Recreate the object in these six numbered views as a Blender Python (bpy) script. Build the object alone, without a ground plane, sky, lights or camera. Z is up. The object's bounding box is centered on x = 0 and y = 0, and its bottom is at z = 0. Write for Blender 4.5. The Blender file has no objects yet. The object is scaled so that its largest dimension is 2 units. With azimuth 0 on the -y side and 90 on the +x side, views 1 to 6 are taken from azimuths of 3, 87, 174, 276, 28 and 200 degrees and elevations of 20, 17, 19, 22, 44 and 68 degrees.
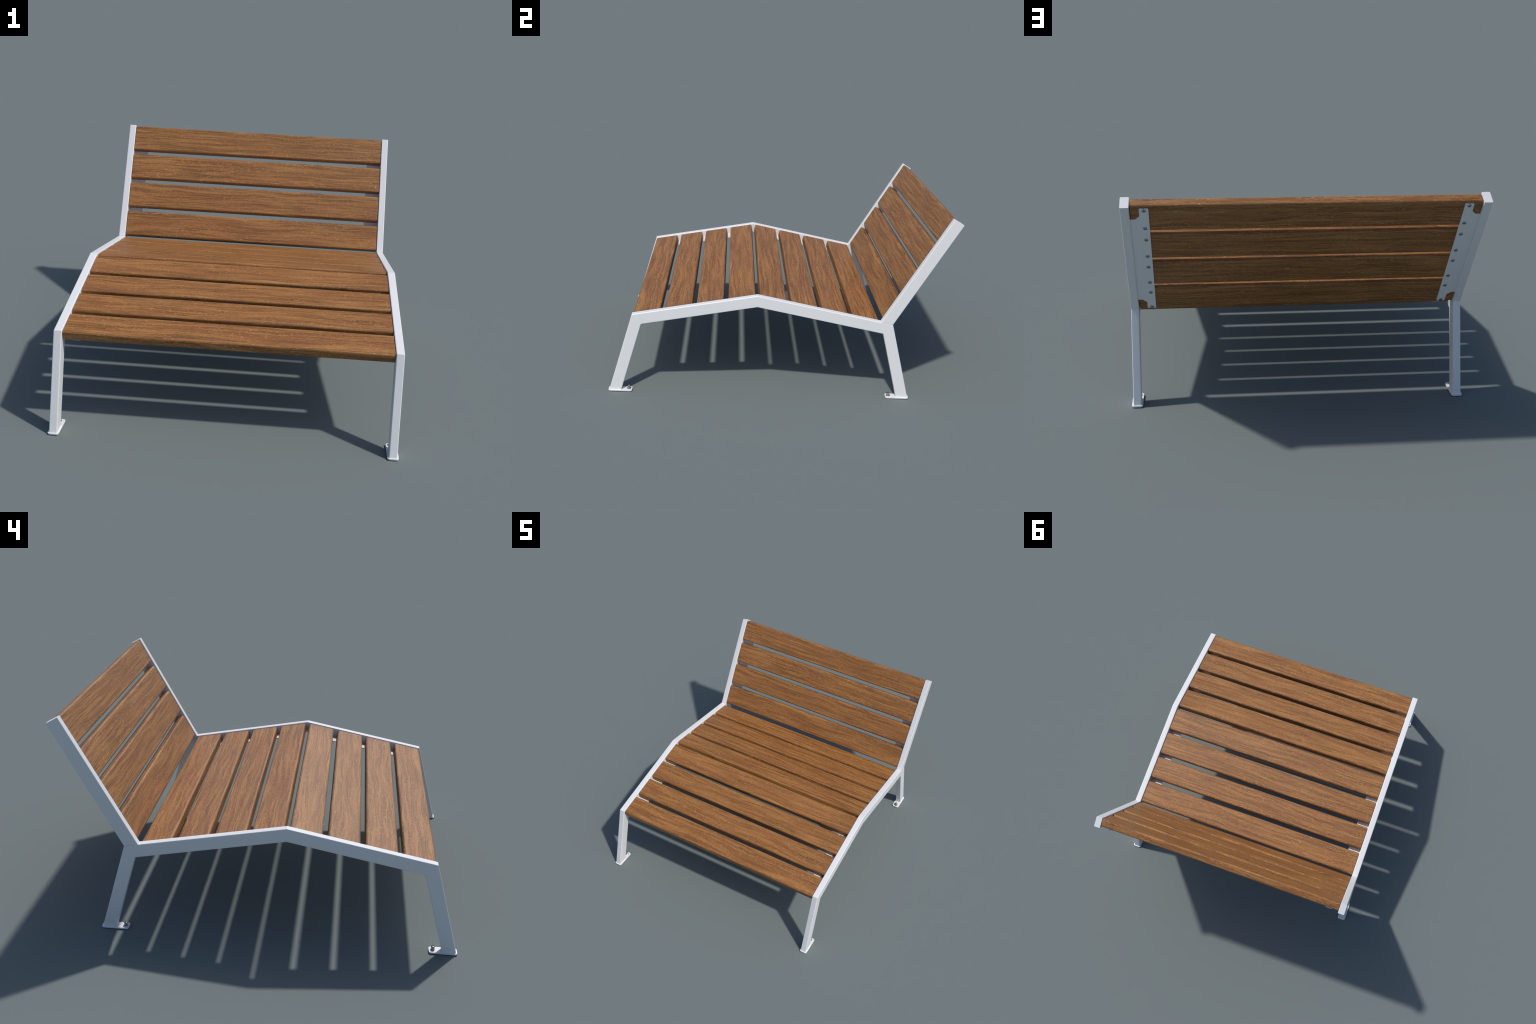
"""Outdoor lounger: white steel side frames carrying wooden slats on
screwed brackets.  Everything is described in the y-z side profile and
spread out along x (the width of the seat)."""
import bpy, bmesh, math
from mathutils import Vector, Matrix

# ---------------------------------------------------------------- dimensions
X_OUT, X_IN = 0.8232, 0.7836            # outer / inner face of the side tubes
TUBE = 0.0674                         # tube depth in the side profile
R_TUBE = 0.0045                       # tube edge radius
PITCH_SEAT = math.radians(10.72)       # seat rails rise / fall
LEAN_LEG = math.radians(15.2)         # legs lean outwards
LEAN_BACK = math.radians(29.95)        # backrest recline

RIDGE = Vector((-0.1455, 0.6175))     # (y, z) top of the seat ridge
FRONT_LEN, REAR_LEN, BACK_LEN = 0.7326, 0.7368, 0.7276
PLATE_TOP = 0.0082                    # foot plate thickness

SLAT_W, SLAT_T, SLAT_R = 0.1586, 0.0495, 0.0115
SLAT_HALF = 0.7810                    # half slat length
SLAT_PITCH = 0.1857
SLAT_SINK = 0.0053                    # slat face below the tube face
BRACKET_T = 0.005


def yz(v, x=0.0):
    return Vector((x, v[0], v[1]))


# ---------------------------------------------------------------- materials
def new_material(name):
    m = bpy.data.materials.new(name)
    m.use_nodes = True
    nt = m.node_tree
    nt.nodes.clear()
    out = nt.nodes.new("ShaderNodeOutputMaterial")
    bsdf = nt.nodes.new("ShaderNodeBsdfPrincipled")
    nt.links.new(bsdf.outputs[0], out.inputs[0])
    return m, nt, bsdf


class Graph:
    """tiny helper to write node trees as expressions"""
    def __init__(self, nt):
        self.nt = nt

    def node(self, kind, ins=None, **props):
        n = self.nt.nodes.new(kind)
        for k, v in props.items():
            setattr(n, k, v)
        for k, v in (ins or {}).items():
            if isinstance(v, bpy.types.NodeSocket):
                self.nt.links.new(v, n.inputs[k])
            else:
                n.inputs[k].default_value = v
        return n

    def math(self, op, a, b=0.0, clamp=False):
        return self.node("ShaderNodeMath", {0: a, 1: b}, operation=op, use_clamp=clamp).outputs[0]

    def noise(self, vec, scale=1.0, detail=2.0, rough=0.5, dist=0.0):
        return self.node("ShaderNodeTexNoise", {"Vector": vec, "Scale": scale, "Detail": detail,
                                                "Roughness": rough, "Distortion": dist}).outputs["Fac"]

    def scaled(self, vec, s):
        return self.node("ShaderNodeVectorMath", {0: vec, 1: s}, operation="MULTIPLY").outputs[0]

    def remap(self, v, a, b, c=0.0, d=1.0, smooth=False):
        n = self.node("ShaderNodeMapRange", {"Value": v, "From Min": a, "From Max": b,
                                             "To Min": c, "To Max": d})
        n.interpolation_type = "SMOOTHSTEP" if smooth else "LINEAR"
        return n.outputs[0]

    def mix(self, fac, a, b, mode="MIX"):
        n = self.nt.nodes.new("ShaderNodeMix")
        n.data_type = "RGBA"
        n.blend_type = mode
        for sock, v in ((n.inputs[0], fac), (n.inputs[6], a), (n.inputs[7], b)):
            if isinstance(v, bpy.types.NodeSocket):
                self.nt.links.new(v, sock)
            else:
                sock.default_value = v
        return n.outputs[2]


def wood_material():
    m, nt, bsdf = new_material("oiled_wood")
    g = Graph(nt)
    obj = g.node("ShaderNodeTexCoord").outputs["Object"]
    rnd = g.node("ShaderNodeObjectInfo").outputs["Random"]
    # every board is cut from another place of the tree
    shift = g.node("ShaderNodeCombineXYZ", {0: g.math("MULTIPLY", rnd, 37.0),
                                            1: g.math("MULTIPLY", rnd, 91.0),
                                            2: g.math("MULTIPLY", rnd, 53.0)}).outputs[0]
    p = g.node("ShaderNodeVectorMath", {0: obj, 1: shift}, operation="ADD").outputs[0]
    sx = g.node("ShaderNodeSeparateXYZ", {0: p})
    x, y, z = sx.outputs
    # wandering of the grain across the board
    w1 = g.noise(g.scaled(p, (2.2, 6.0, 6.0)), 1.0, 1.0)
    w2 = g.noise(g.scaled(p, (11.0, 24.0, 24.0)), 1.0, 2.0)
    wander = g.math("ADD", g.math("MULTIPLY", g.math("SUBTRACT", w1, 0.5), 0.062),
                    g.math("MULTIPLY", g.math("SUBTRACT", w2, 0.5), 0.010))
    yw = g.math("ADD", g.math("ADD", y, g.math("MULTIPLY", z, 0.6)), wander)
    q = g.node("ShaderNodeCombineXYZ", {0: x, 1: yw, 2: z}).outputs[0]
    # streaks of three widths: growth bands, grain lines, fibres
    band = g.noise(g.scaled(q, (2.2, 66.0, 20.0)), 1.0, 1.0, 0.5)
    line = g.noise(g.scaled(q, (4.6, 212.0, 48.0)), 1.0, 3.0, 0.62)
    fibre = g.noise(g.scaled(q, (22.0, 560.0, 120.0)), 1.0, 2.0, 0.6)
    tone = g.noise(g.scaled(q, (3.0, 24.0, 16.0)), 1.0, 2.0, 0.55)
    zone = g.noise(g.scaled(q, (5.0, 20.0, 20.0)), 1.0, 1.0, 0.5)
    # pale pores and rays: short dashes, crowding in some zones
    dash = g.noise(g.scaled(q, (62.0, 340.0, 130.0)), 1.0, 1.0, 0.5)
    ray = g.noise(g.scaled(q, (14.0, 120.0, 60.0)), 1.0, 2.0, 0.6, 0.6)
    # short dark pores
    pit = g.noise(g.scaled(q, (34.0, 300.0, 120.0)), 1.3, 1.0, 0.5)

    grain = g.math("ADD", g.math("ADD", g.math("MULTIPLY", band, 0.30), g.math("MULTIPLY", line, 0.44)),
                   g.math("MULTIPLY", fibre, 0.26))
    base = g.mix(g.remap(grain, 0.405, 0.595, smooth=True), WOOD_DARK, WOOD_LIGHT)
    base = g.mix(g.remap(tone, 0.38, 0.62, 0.0, 0.44), base, WOOD_RED)
    base = g.mix(g.remap(line, 0.385, 0.28, 0.0, 0.40, smooth=True), base, WOOD_PORE)
    base = g.mix(g.math("MULTIPLY", g.remap(pit, 0.36, 0.28, smooth=True),
                        g.remap(zone, 0.58, 0.42, 0.1, 0.65)), base, WOOD_PORE)
    fl = g.math("MULTIPLY", g.remap(dash, 0.60, 0.69, smooth=True), g.remap(zone, 0.40, 0.60, 0.20, 0.70))
    base = g.mix(fl, base, WOOD_FLECK)
    base = g.mix(g.remap(ray, 0.67, 0.75, 0.0, 0.55, smooth=True), base, WOOD_FLECK)
    nt.links.new(base, bsdf.inputs["Base Color"])
    nt.links.new(g.remap(line, 0.3, 0.7, 0.50, 0.58), bsdf.inputs["Roughness"])
    bsdf.inputs["Specular IOR Level"].default_value = 0.5
    h = g.math("ADD", g.math("MULTIPLY", grain, 1.0), g.math("MULTIPLY", fibre, 0.3))
    b = g.node("ShaderNodeBump", {"Height": h, "Strength": 0.30, "Distance": 0.0012})
    nt.links.new(b.outputs[0], bsdf.inputs["Normal"])
    return m


WOOD_DARK = (0.170, 0.066, 0.0165, 1)
WOOD_LIGHT = (0.412, 0.187, 0.053, 1)
WOOD_RED = (0.258, 0.094, 0.0240, 1)
WOOD_PORE = (0.085, 0.034, 0.010, 1)
WOOD_FLECK = (0.620, 0.330, 0.130, 1)


def paint_material():
    m, nt, bsdf = new_material("white_powder_coat")
    g = Graph(nt)
    obj = g.node("ShaderNodeTexCoord").outputs["Object"]
    n = g.noise(obj, 900.0, 2.0)
    bsdf.inputs["Base Color"].default_value = (0.80, 0.80, 0.81, 1)
    bsdf.inputs["Roughness"].default_value = 0.42
    b = g.node("ShaderNodeBump", {"Height": n, "Strength": 0.05, "Distance": 0.0003})
    nt.links.new(b.outputs[0], bsdf.inputs["Normal"])
    return m


def steel_material():
    m, nt, bsdf = new_material("zinc_steel")
    g = Graph(nt)
    obj = g.node("ShaderNodeTexCoord").outputs["Object"]
    n = g.noise(obj, 220.0, 2.0)
    c = g.mix(n, (0.30, 0.30, 0.30, 1), (0.44, 0.44, 0.44, 1))
    nt.links.new(c, bsdf.inputs["Base Color"])
    bsdf.inputs["Metallic"].default_value = 1.0
    bsdf.inputs["Roughness"].default_value = 0.28
    return m


# ---------------------------------------------------------------- mesh helpers
def finish(bm, name, mat, smooth_angle=35.0):
    bmesh.ops.remove_doubles(bm, verts=bm.verts, dist=1e-6)
    bmesh.ops.recalc_face_normals(bm, faces=bm.faces)
    lim = math.radians(smooth_angle)
    for f in bm.faces:
        f.smooth = True
    for e in bm.edges:
        if len(e.link_faces) == 2:
            e.smooth = e.calc_face_angle(0.0) < lim
    me = bpy.data.meshes.new(name)
    bm.to_mesh(me)
    bm.free()
    me.materials.append(mat)
    # area-weighted corner normals: flat sides stay flat, rims stay round
    polys = me.polygons
    at_vert = [[] for _ in me.vertices]
    for p in polys:
        for v in p.vertices:
            at_vert[v].append(p.index)
    sharp = {e.key for e in me.edges if e.use_edge_sharp}
    normals = []
    for p in polys:
        for v in p.vertices:
            seen, todo = {p.index}, [p.index]
            while todo:                                  # walk the smooth fan round the corner
                a = polys[todo.pop()]
                for b in at_vert[v]:
                    if b in seen:
                        continue
                    common = [k for k in set(a.edge_keys) & set(polys[b].edge_keys) if v in k]
                    if common and not any(k in sharp for k in common):
                        seen.add(b)
                        todo.append(b)
            n = Vector((0, 0, 0))
            for b in seen:
                n += polys[b].normal * polys[b].area
            normals.append(n.normalized())
    me.normals_split_custom_set(normals)
    return me


def add(name, me, parent=None, matrix=None):
    ob = bpy.data.objects.new(name, me)
    bpy.context.scene.collection.objects.link(ob)
    if matrix is not None:
        ob.matrix_basis = matrix
    if parent is not None:
        ob.parent = parent
    return ob


def rounded_rect(w, h, r, seg=4):
    """closed outline centred on the origin, counter clockwise"""
    pts = []
    for cx, cy, a0 in ((w/2-r, h/2-r, 0), (-w/2+r, h/2-r, 90), (-w/2+r, -h/2+r, 180), (w/2-r, -h/2+r, 270)):
        for i in range(seg + 1):
            a = math.radians(a0 + 90*i/seg)
            pts.append((cx + r*math.cos(a), cy + r*math.sin(a)))
    return pts


def skin(bm, rings, caps=(True, True)):
    vs = [[bm.verts.new(p) for p in ring] for ring in rings]
    n = len(vs[0])
    for a, b in zip(vs, vs[1:]):
        for i in range(n):
            bm.faces.new((a[i], a[(i+1) % n], b[(i+1) % n], b[i]))
    if caps[0]:
        bm.faces.new(vs[0][::-1])
    if caps[1]:
        bm.faces.new(vs[-1])


def tube_mesh(name, top0, top1, side, cut0, cut1, mat, x_mid, chamfer1=0.0):
    """Rectangular tube whose outer edge line runs top0 -> top1 in the profile;
    `side` (+1/-1) says on which side the depth lies.  cut0 / cut1 are the
    directions of the end cuts in the profile (mitres)."""
    d = (top1 - top0).normalized()
    nrm = Vector((-d.y, d.x)) * side
    bm = bmesh.new()
    outline = rounded_rect(X_OUT - X_IN, TUBE, R_TUBE)

    def ring(base, cut, shrink=0.0, along=0.0):
        pts = []
        k = cut.dot(d) / cut.dot(nrm)
        for u, v in outline:
            su = 1 - 2*shrink/(X_OUT - X_IN)
            sv = 1 - 2*shrink/TUBE
            depth = TUBE/2 + v*sv
            q = base + nrm*depth + d*(k*depth + along)
            pts.append(yz(q, x_mid + u*su))
        return pts
    rings = [ring(top0, cut0)]
    if chamfer1:
        rings += [ring(top1, cut1, 0, -chamfer1), ring(top1, cut1, chamfer1*0.3, -chamfer1*0.3),
                  ring(top1, cut1, chamfer1, 0)]
    else:
        rings += [ring(top1, cut1)]
    skin(bm, rings, (bool(chamfer1), bool(chamfer1)))   # mitred ends stay open inside the joint
    return finish(bm, name, mat)


def prism(outline, z0, z1, chamfer, name, mat):
    """flat plate with a softened rim from a 2D outline (x, y)"""
    bm = bmesh.new()
    vs = [bm.verts.new((x, y, z0)) for x, y in outline]
    f = bm.faces.new(vs)
    ex = bmesh.ops.extrude_face_region(bm, geom=[f])
    bmesh.ops.translate(bm, vec=(0, 0, z1 - z0), verts=[v for v in ex["geom"] if isinstance(v, bmesh.types.BMVert)])
    if chamfer:
        rim = [e for e in bm.edges if abs(e.verts[0].co.z - e.verts[1].co.z) < 1e-9]
        bmesh.ops.bevel(bm, geom=rim, offset=chamfer, segments=2, profile=0.5, affect="EDGES", clamp_overlap=True)
    return finish(bm, name, mat)


def lathe(profile, seg, bm, phase=0.0):
    rings = [[Vector((r*math.cos(2*math.pi*i/seg + phase), r*math.sin(2*math.pi*i/seg + phase), z))
              for i in range(seg)] for r, z in profile]
    skin(bm, rings)


# ---------------------------------------------------------------- build
WOOD, PAINT, STEEL = wood_material(), paint_material(), steel_material()

lounger = bpy.data.objects.new("lounge_bench", None)
bpy.context.scene.collection.objects.link(lounger)
lounger["label"] = "low white steel lounge bench with brown wooden slats"
lounger["category"] = "bench"

# side profile key points (outer / upper edge lines)
cs, sn = math.cos(PITCH_SEAT), math.sin(PITCH_SEAT)
FRONT = RIDGE + FRONT_LEN*Vector((-cs, -sn))
ELBOW = RIDGE + REAR_LEN*Vector((cs, -sn))               # where the backrest starts
up_front = Vector((cs, sn))                              # along the front rail
dn_rear = Vector((cs, -sn))                              # along the rear rail
back_dir = Vector((math.sin(LEAN_BACK), math.cos(LEAN_BACK)))
back_nrm = Vector((math.cos(LEAN_BACK), -math.sin(LEAN_BACK)))
# the backrest tube stands on the rear rail: its rear edge line meets the rail top at HEEL
HEEL = ELBOW + dn_rear*(TUBE/(dn_rear.dot(back_nrm)))
front_leg_dir = Vector((-math.sin(LEAN_LEG), -math.cos(LEAN_LEG)))
rear_leg_dir = Vector((math.sin(LEAN_LEG), -math.cos(LEAN_LEG)))


def ground(p, d):
    return p + d*((p.y - PLATE_TOP + 0.001)/(-d.y))


FLAT = Vector((1, 0))


def m_cut(a, b):
    """direction of the mitre cut between two members leaving a corner along a and b"""
    return (a + b).normalized()


# bracket outline: s along the section, w inwards from the tube
BR_W, BR_TAB = 0.0835, 0.0415


def bracket_outline(length):
    e, n, r = 0.0, 0.0465, 0.004
    w1, w0 = BR_W, BR_W - BR_TAB
    slit = 0.0013
    mid = (w0 + w1)/2
    half = [(0.0, e + n + 0.0195), (w0 - 0.0195, e + n + 0.0195), (w0, e + n), (w0, e + r),
            (w0 + r*0.3, e + r*0.3), (w0 + r, e),
            (mid - slit, e), (mid - slit, e + 0.012), (mid + slit, e + 0.012), (mid + slit, e),
            (w1 - r, e), (w1 - r*0.3, e + r*0.3), (w1, e + r)]
    other = [(w, length - s) for w, s in reversed(half)]
    return half + other


def screw_mesh():
    bm = bmesh.new()
    lathe([(0.0094, -0.0005), (0.0094, 0.0008), (0.0085, 0.0024), (0.0066, 0.0037), (0.0040, 0.0044),
           (0.0036, 0.0044), (0.0033, 0.0020)], 24, bm)
    return finish(bm, "screw", STEEL, 40)


def bolt_mesh():
    bm = bmesh.new()
    lathe([(0.0124, -0.001), (0.0124, 0.0014), (0.0118, 0.0022), (0.0090, 0.0024)], 32, bm)      # washer
    lathe([(0.0090, 0.0020), (0.0098, 0.0030), (0.0096, 0.0090), (0.0080, 0.0104)], 6, bm)       # nut
    lathe([(0.0066, 0.0098), (0.0066, 0.0128), (0.0092, 0.0134), (0.0098, 0.0148), (0.0096, 0.0176),
           (0.0080, 0.0194), (0.0046, 0.0203), (0.0042, 0.0180)], 24, bm)                        # cap
    return finish(bm, "anchor_bolt", STEEL, 40)


SCREW, BOLT = screw_mesh(), bolt_mesh()
BR_MARGIN = 0.0130
SPAN = 3*SLAT_PITCH + SLAT_W
BR_LEN = SPAN - 2*BR_MARGIN
BRACKET = {}
for sgn in (1, -1):
    out = [(-sgn*w, s) for w, s in bracket_outline(BR_LEN)]
    BRACKET[sgn] = prism(out if sgn < 0 else out[::-1], -BRACKET_T, 0.0, 0.0006, "mounting_bracket", PAINT)


def slat_mesh():
    bm = bmesh.new()
    prof = rounded_rect(SLAT_W, SLAT_T, SLAT_R, 5)
    ch = 0.0015
    rings = []
    for x, k in ((-SLAT_HALF, ch), (-SLAT_HALF + ch*0.4, ch*0.4), (-SLAT_HALF + ch*1.2, 0),
                 (SLAT_HALF - ch*1.2, 0), (SLAT_HALF - ch*0.4, ch*0.4), (SLAT_HALF, ch)):
        rings.append([Vector((x, u*(1 - 2*k/SLAT_W), v*(1 - 2*k/SLAT_T))) for u, v in prof])
    skin(bm, rings)
    return finish(bm, "slat", WOOD)


SLAT = slat_mesh()


def section_matrix(origin, d, nrm):
    """local x = world x, local y = along the section, local z = face normal (towards sitter)"""
    ex = Vector((1, 0, 0)); ey = yz(d); ez = yz(nrm)
    return Matrix((( ex.x, ey.x, ez.x, 0), (ex.y, ey.y, ez.y, origin.x),
                   (ex.z, ey.z, ez.z, origin.y), (0, 0, 0, 1)))


# name, start point on the tube face line, direction, normal, where the slats start
SECTIONS = [("seat_slat", FRONT, up_front, Vector((-sn, cs)), 0.0013),
            ("seat_slat", RIDGE, dn_rear, Vector((sn, cs)), 0.0167),
            ("backrest_slat", ELBOW, back_dir, -back_nrm, 0.0093)]

for name, start, d, nrm, s0 in SECTIONS:
    M = section_matrix(start, d, nrm)
    for i in range(4):
        T = Matrix.Translation((0, s0 + SLAT_W/2 + i*SLAT_PITCH, -SLAT_SINK - SLAT_T/2))
        add(name, SLAT, lounger, M @ T)
    for sgn in (1, -1):
        B = Matrix.Translation((sgn*(X_IN + 0.0005), s0 + BR_MARGIN, -SLAT_SINK - SLAT_T - 0.0002))
        br = add("mounting_bracket", BRACKET[sgn], lounger, M @ B)
        for i in range(4):
            for off in (-0.0555, 0.0555):
                s = SLAT_W/2 + i*SLAT_PITCH + off - BR_MARGIN
                S = Matrix.Translation((-sgn*(BR_W - BR_TAB/2), s, -BRACKET_T)) @ Matrix.Rotation(math.pi, 4, "X")
                add("screw", SCREW, br, S)

# side frames
PLATE_HALF_W, PLATE_LEN = 0.0270, 0.1385
plate_out = rounded_rect(2*PLATE_HALF_W, PLATE_LEN, 0.0125, 5)
PLATE = prism(plate_out, 0.0, PLATE_TOP, 0.002, "foot_plate", PAINT)

for sgn in (1, -1):
    xm = sgn*(X_OUT + X_IN)/2
    c_front = m_cut(up_front, front_leg_dir)        # bisector at the front corner
    c_ridge = m_cut(dn_rear, -up_front)
    c_rear = m_cut(-dn_rear, rear_leg_dir)
    add("seat_rail", tube_mesh("seat_rail", FRONT, RIDGE, -1, c_front, c_ridge, PAINT, xm), lounger)
    add("seat_rail", tube_mesh("seat_rail", RIDGE, HEEL, -1, c_ridge, c_rear, PAINT, xm), lounger)
    gap = 0.0008
    add("backrest_post", tube_mesh("backrest_post", ELBOW + back_dir*gap, ELBOW + back_dir*BACK_LEN, -1,
                                   dn_rear, back_nrm, PAINT, xm, 0.0014), lounger)
    for corner, d, side, cut, y0 in ((FRONT, front_leg_dir, 1, c_front, -1.0 + PLATE_LEN/2),
                                     (HEEL, rear_leg_dir, -1, c_rear, 0.7795 - PLATE_LEN/2)):
        foot = ground(corner, d)
        leg = add("leg", tube_mesh("leg", corner, foot, side, cut, FLAT, PAINT, xm), lounger)
        add("foot_plate", PLATE, leg, Matrix.Translation((xm, y0, 0)))
        by = -0.8815 if d.x < 0 else 0.660
        add("anchor_bolt", BOLT, leg, Matrix.Translation((xm, by, PLATE_TOP)))
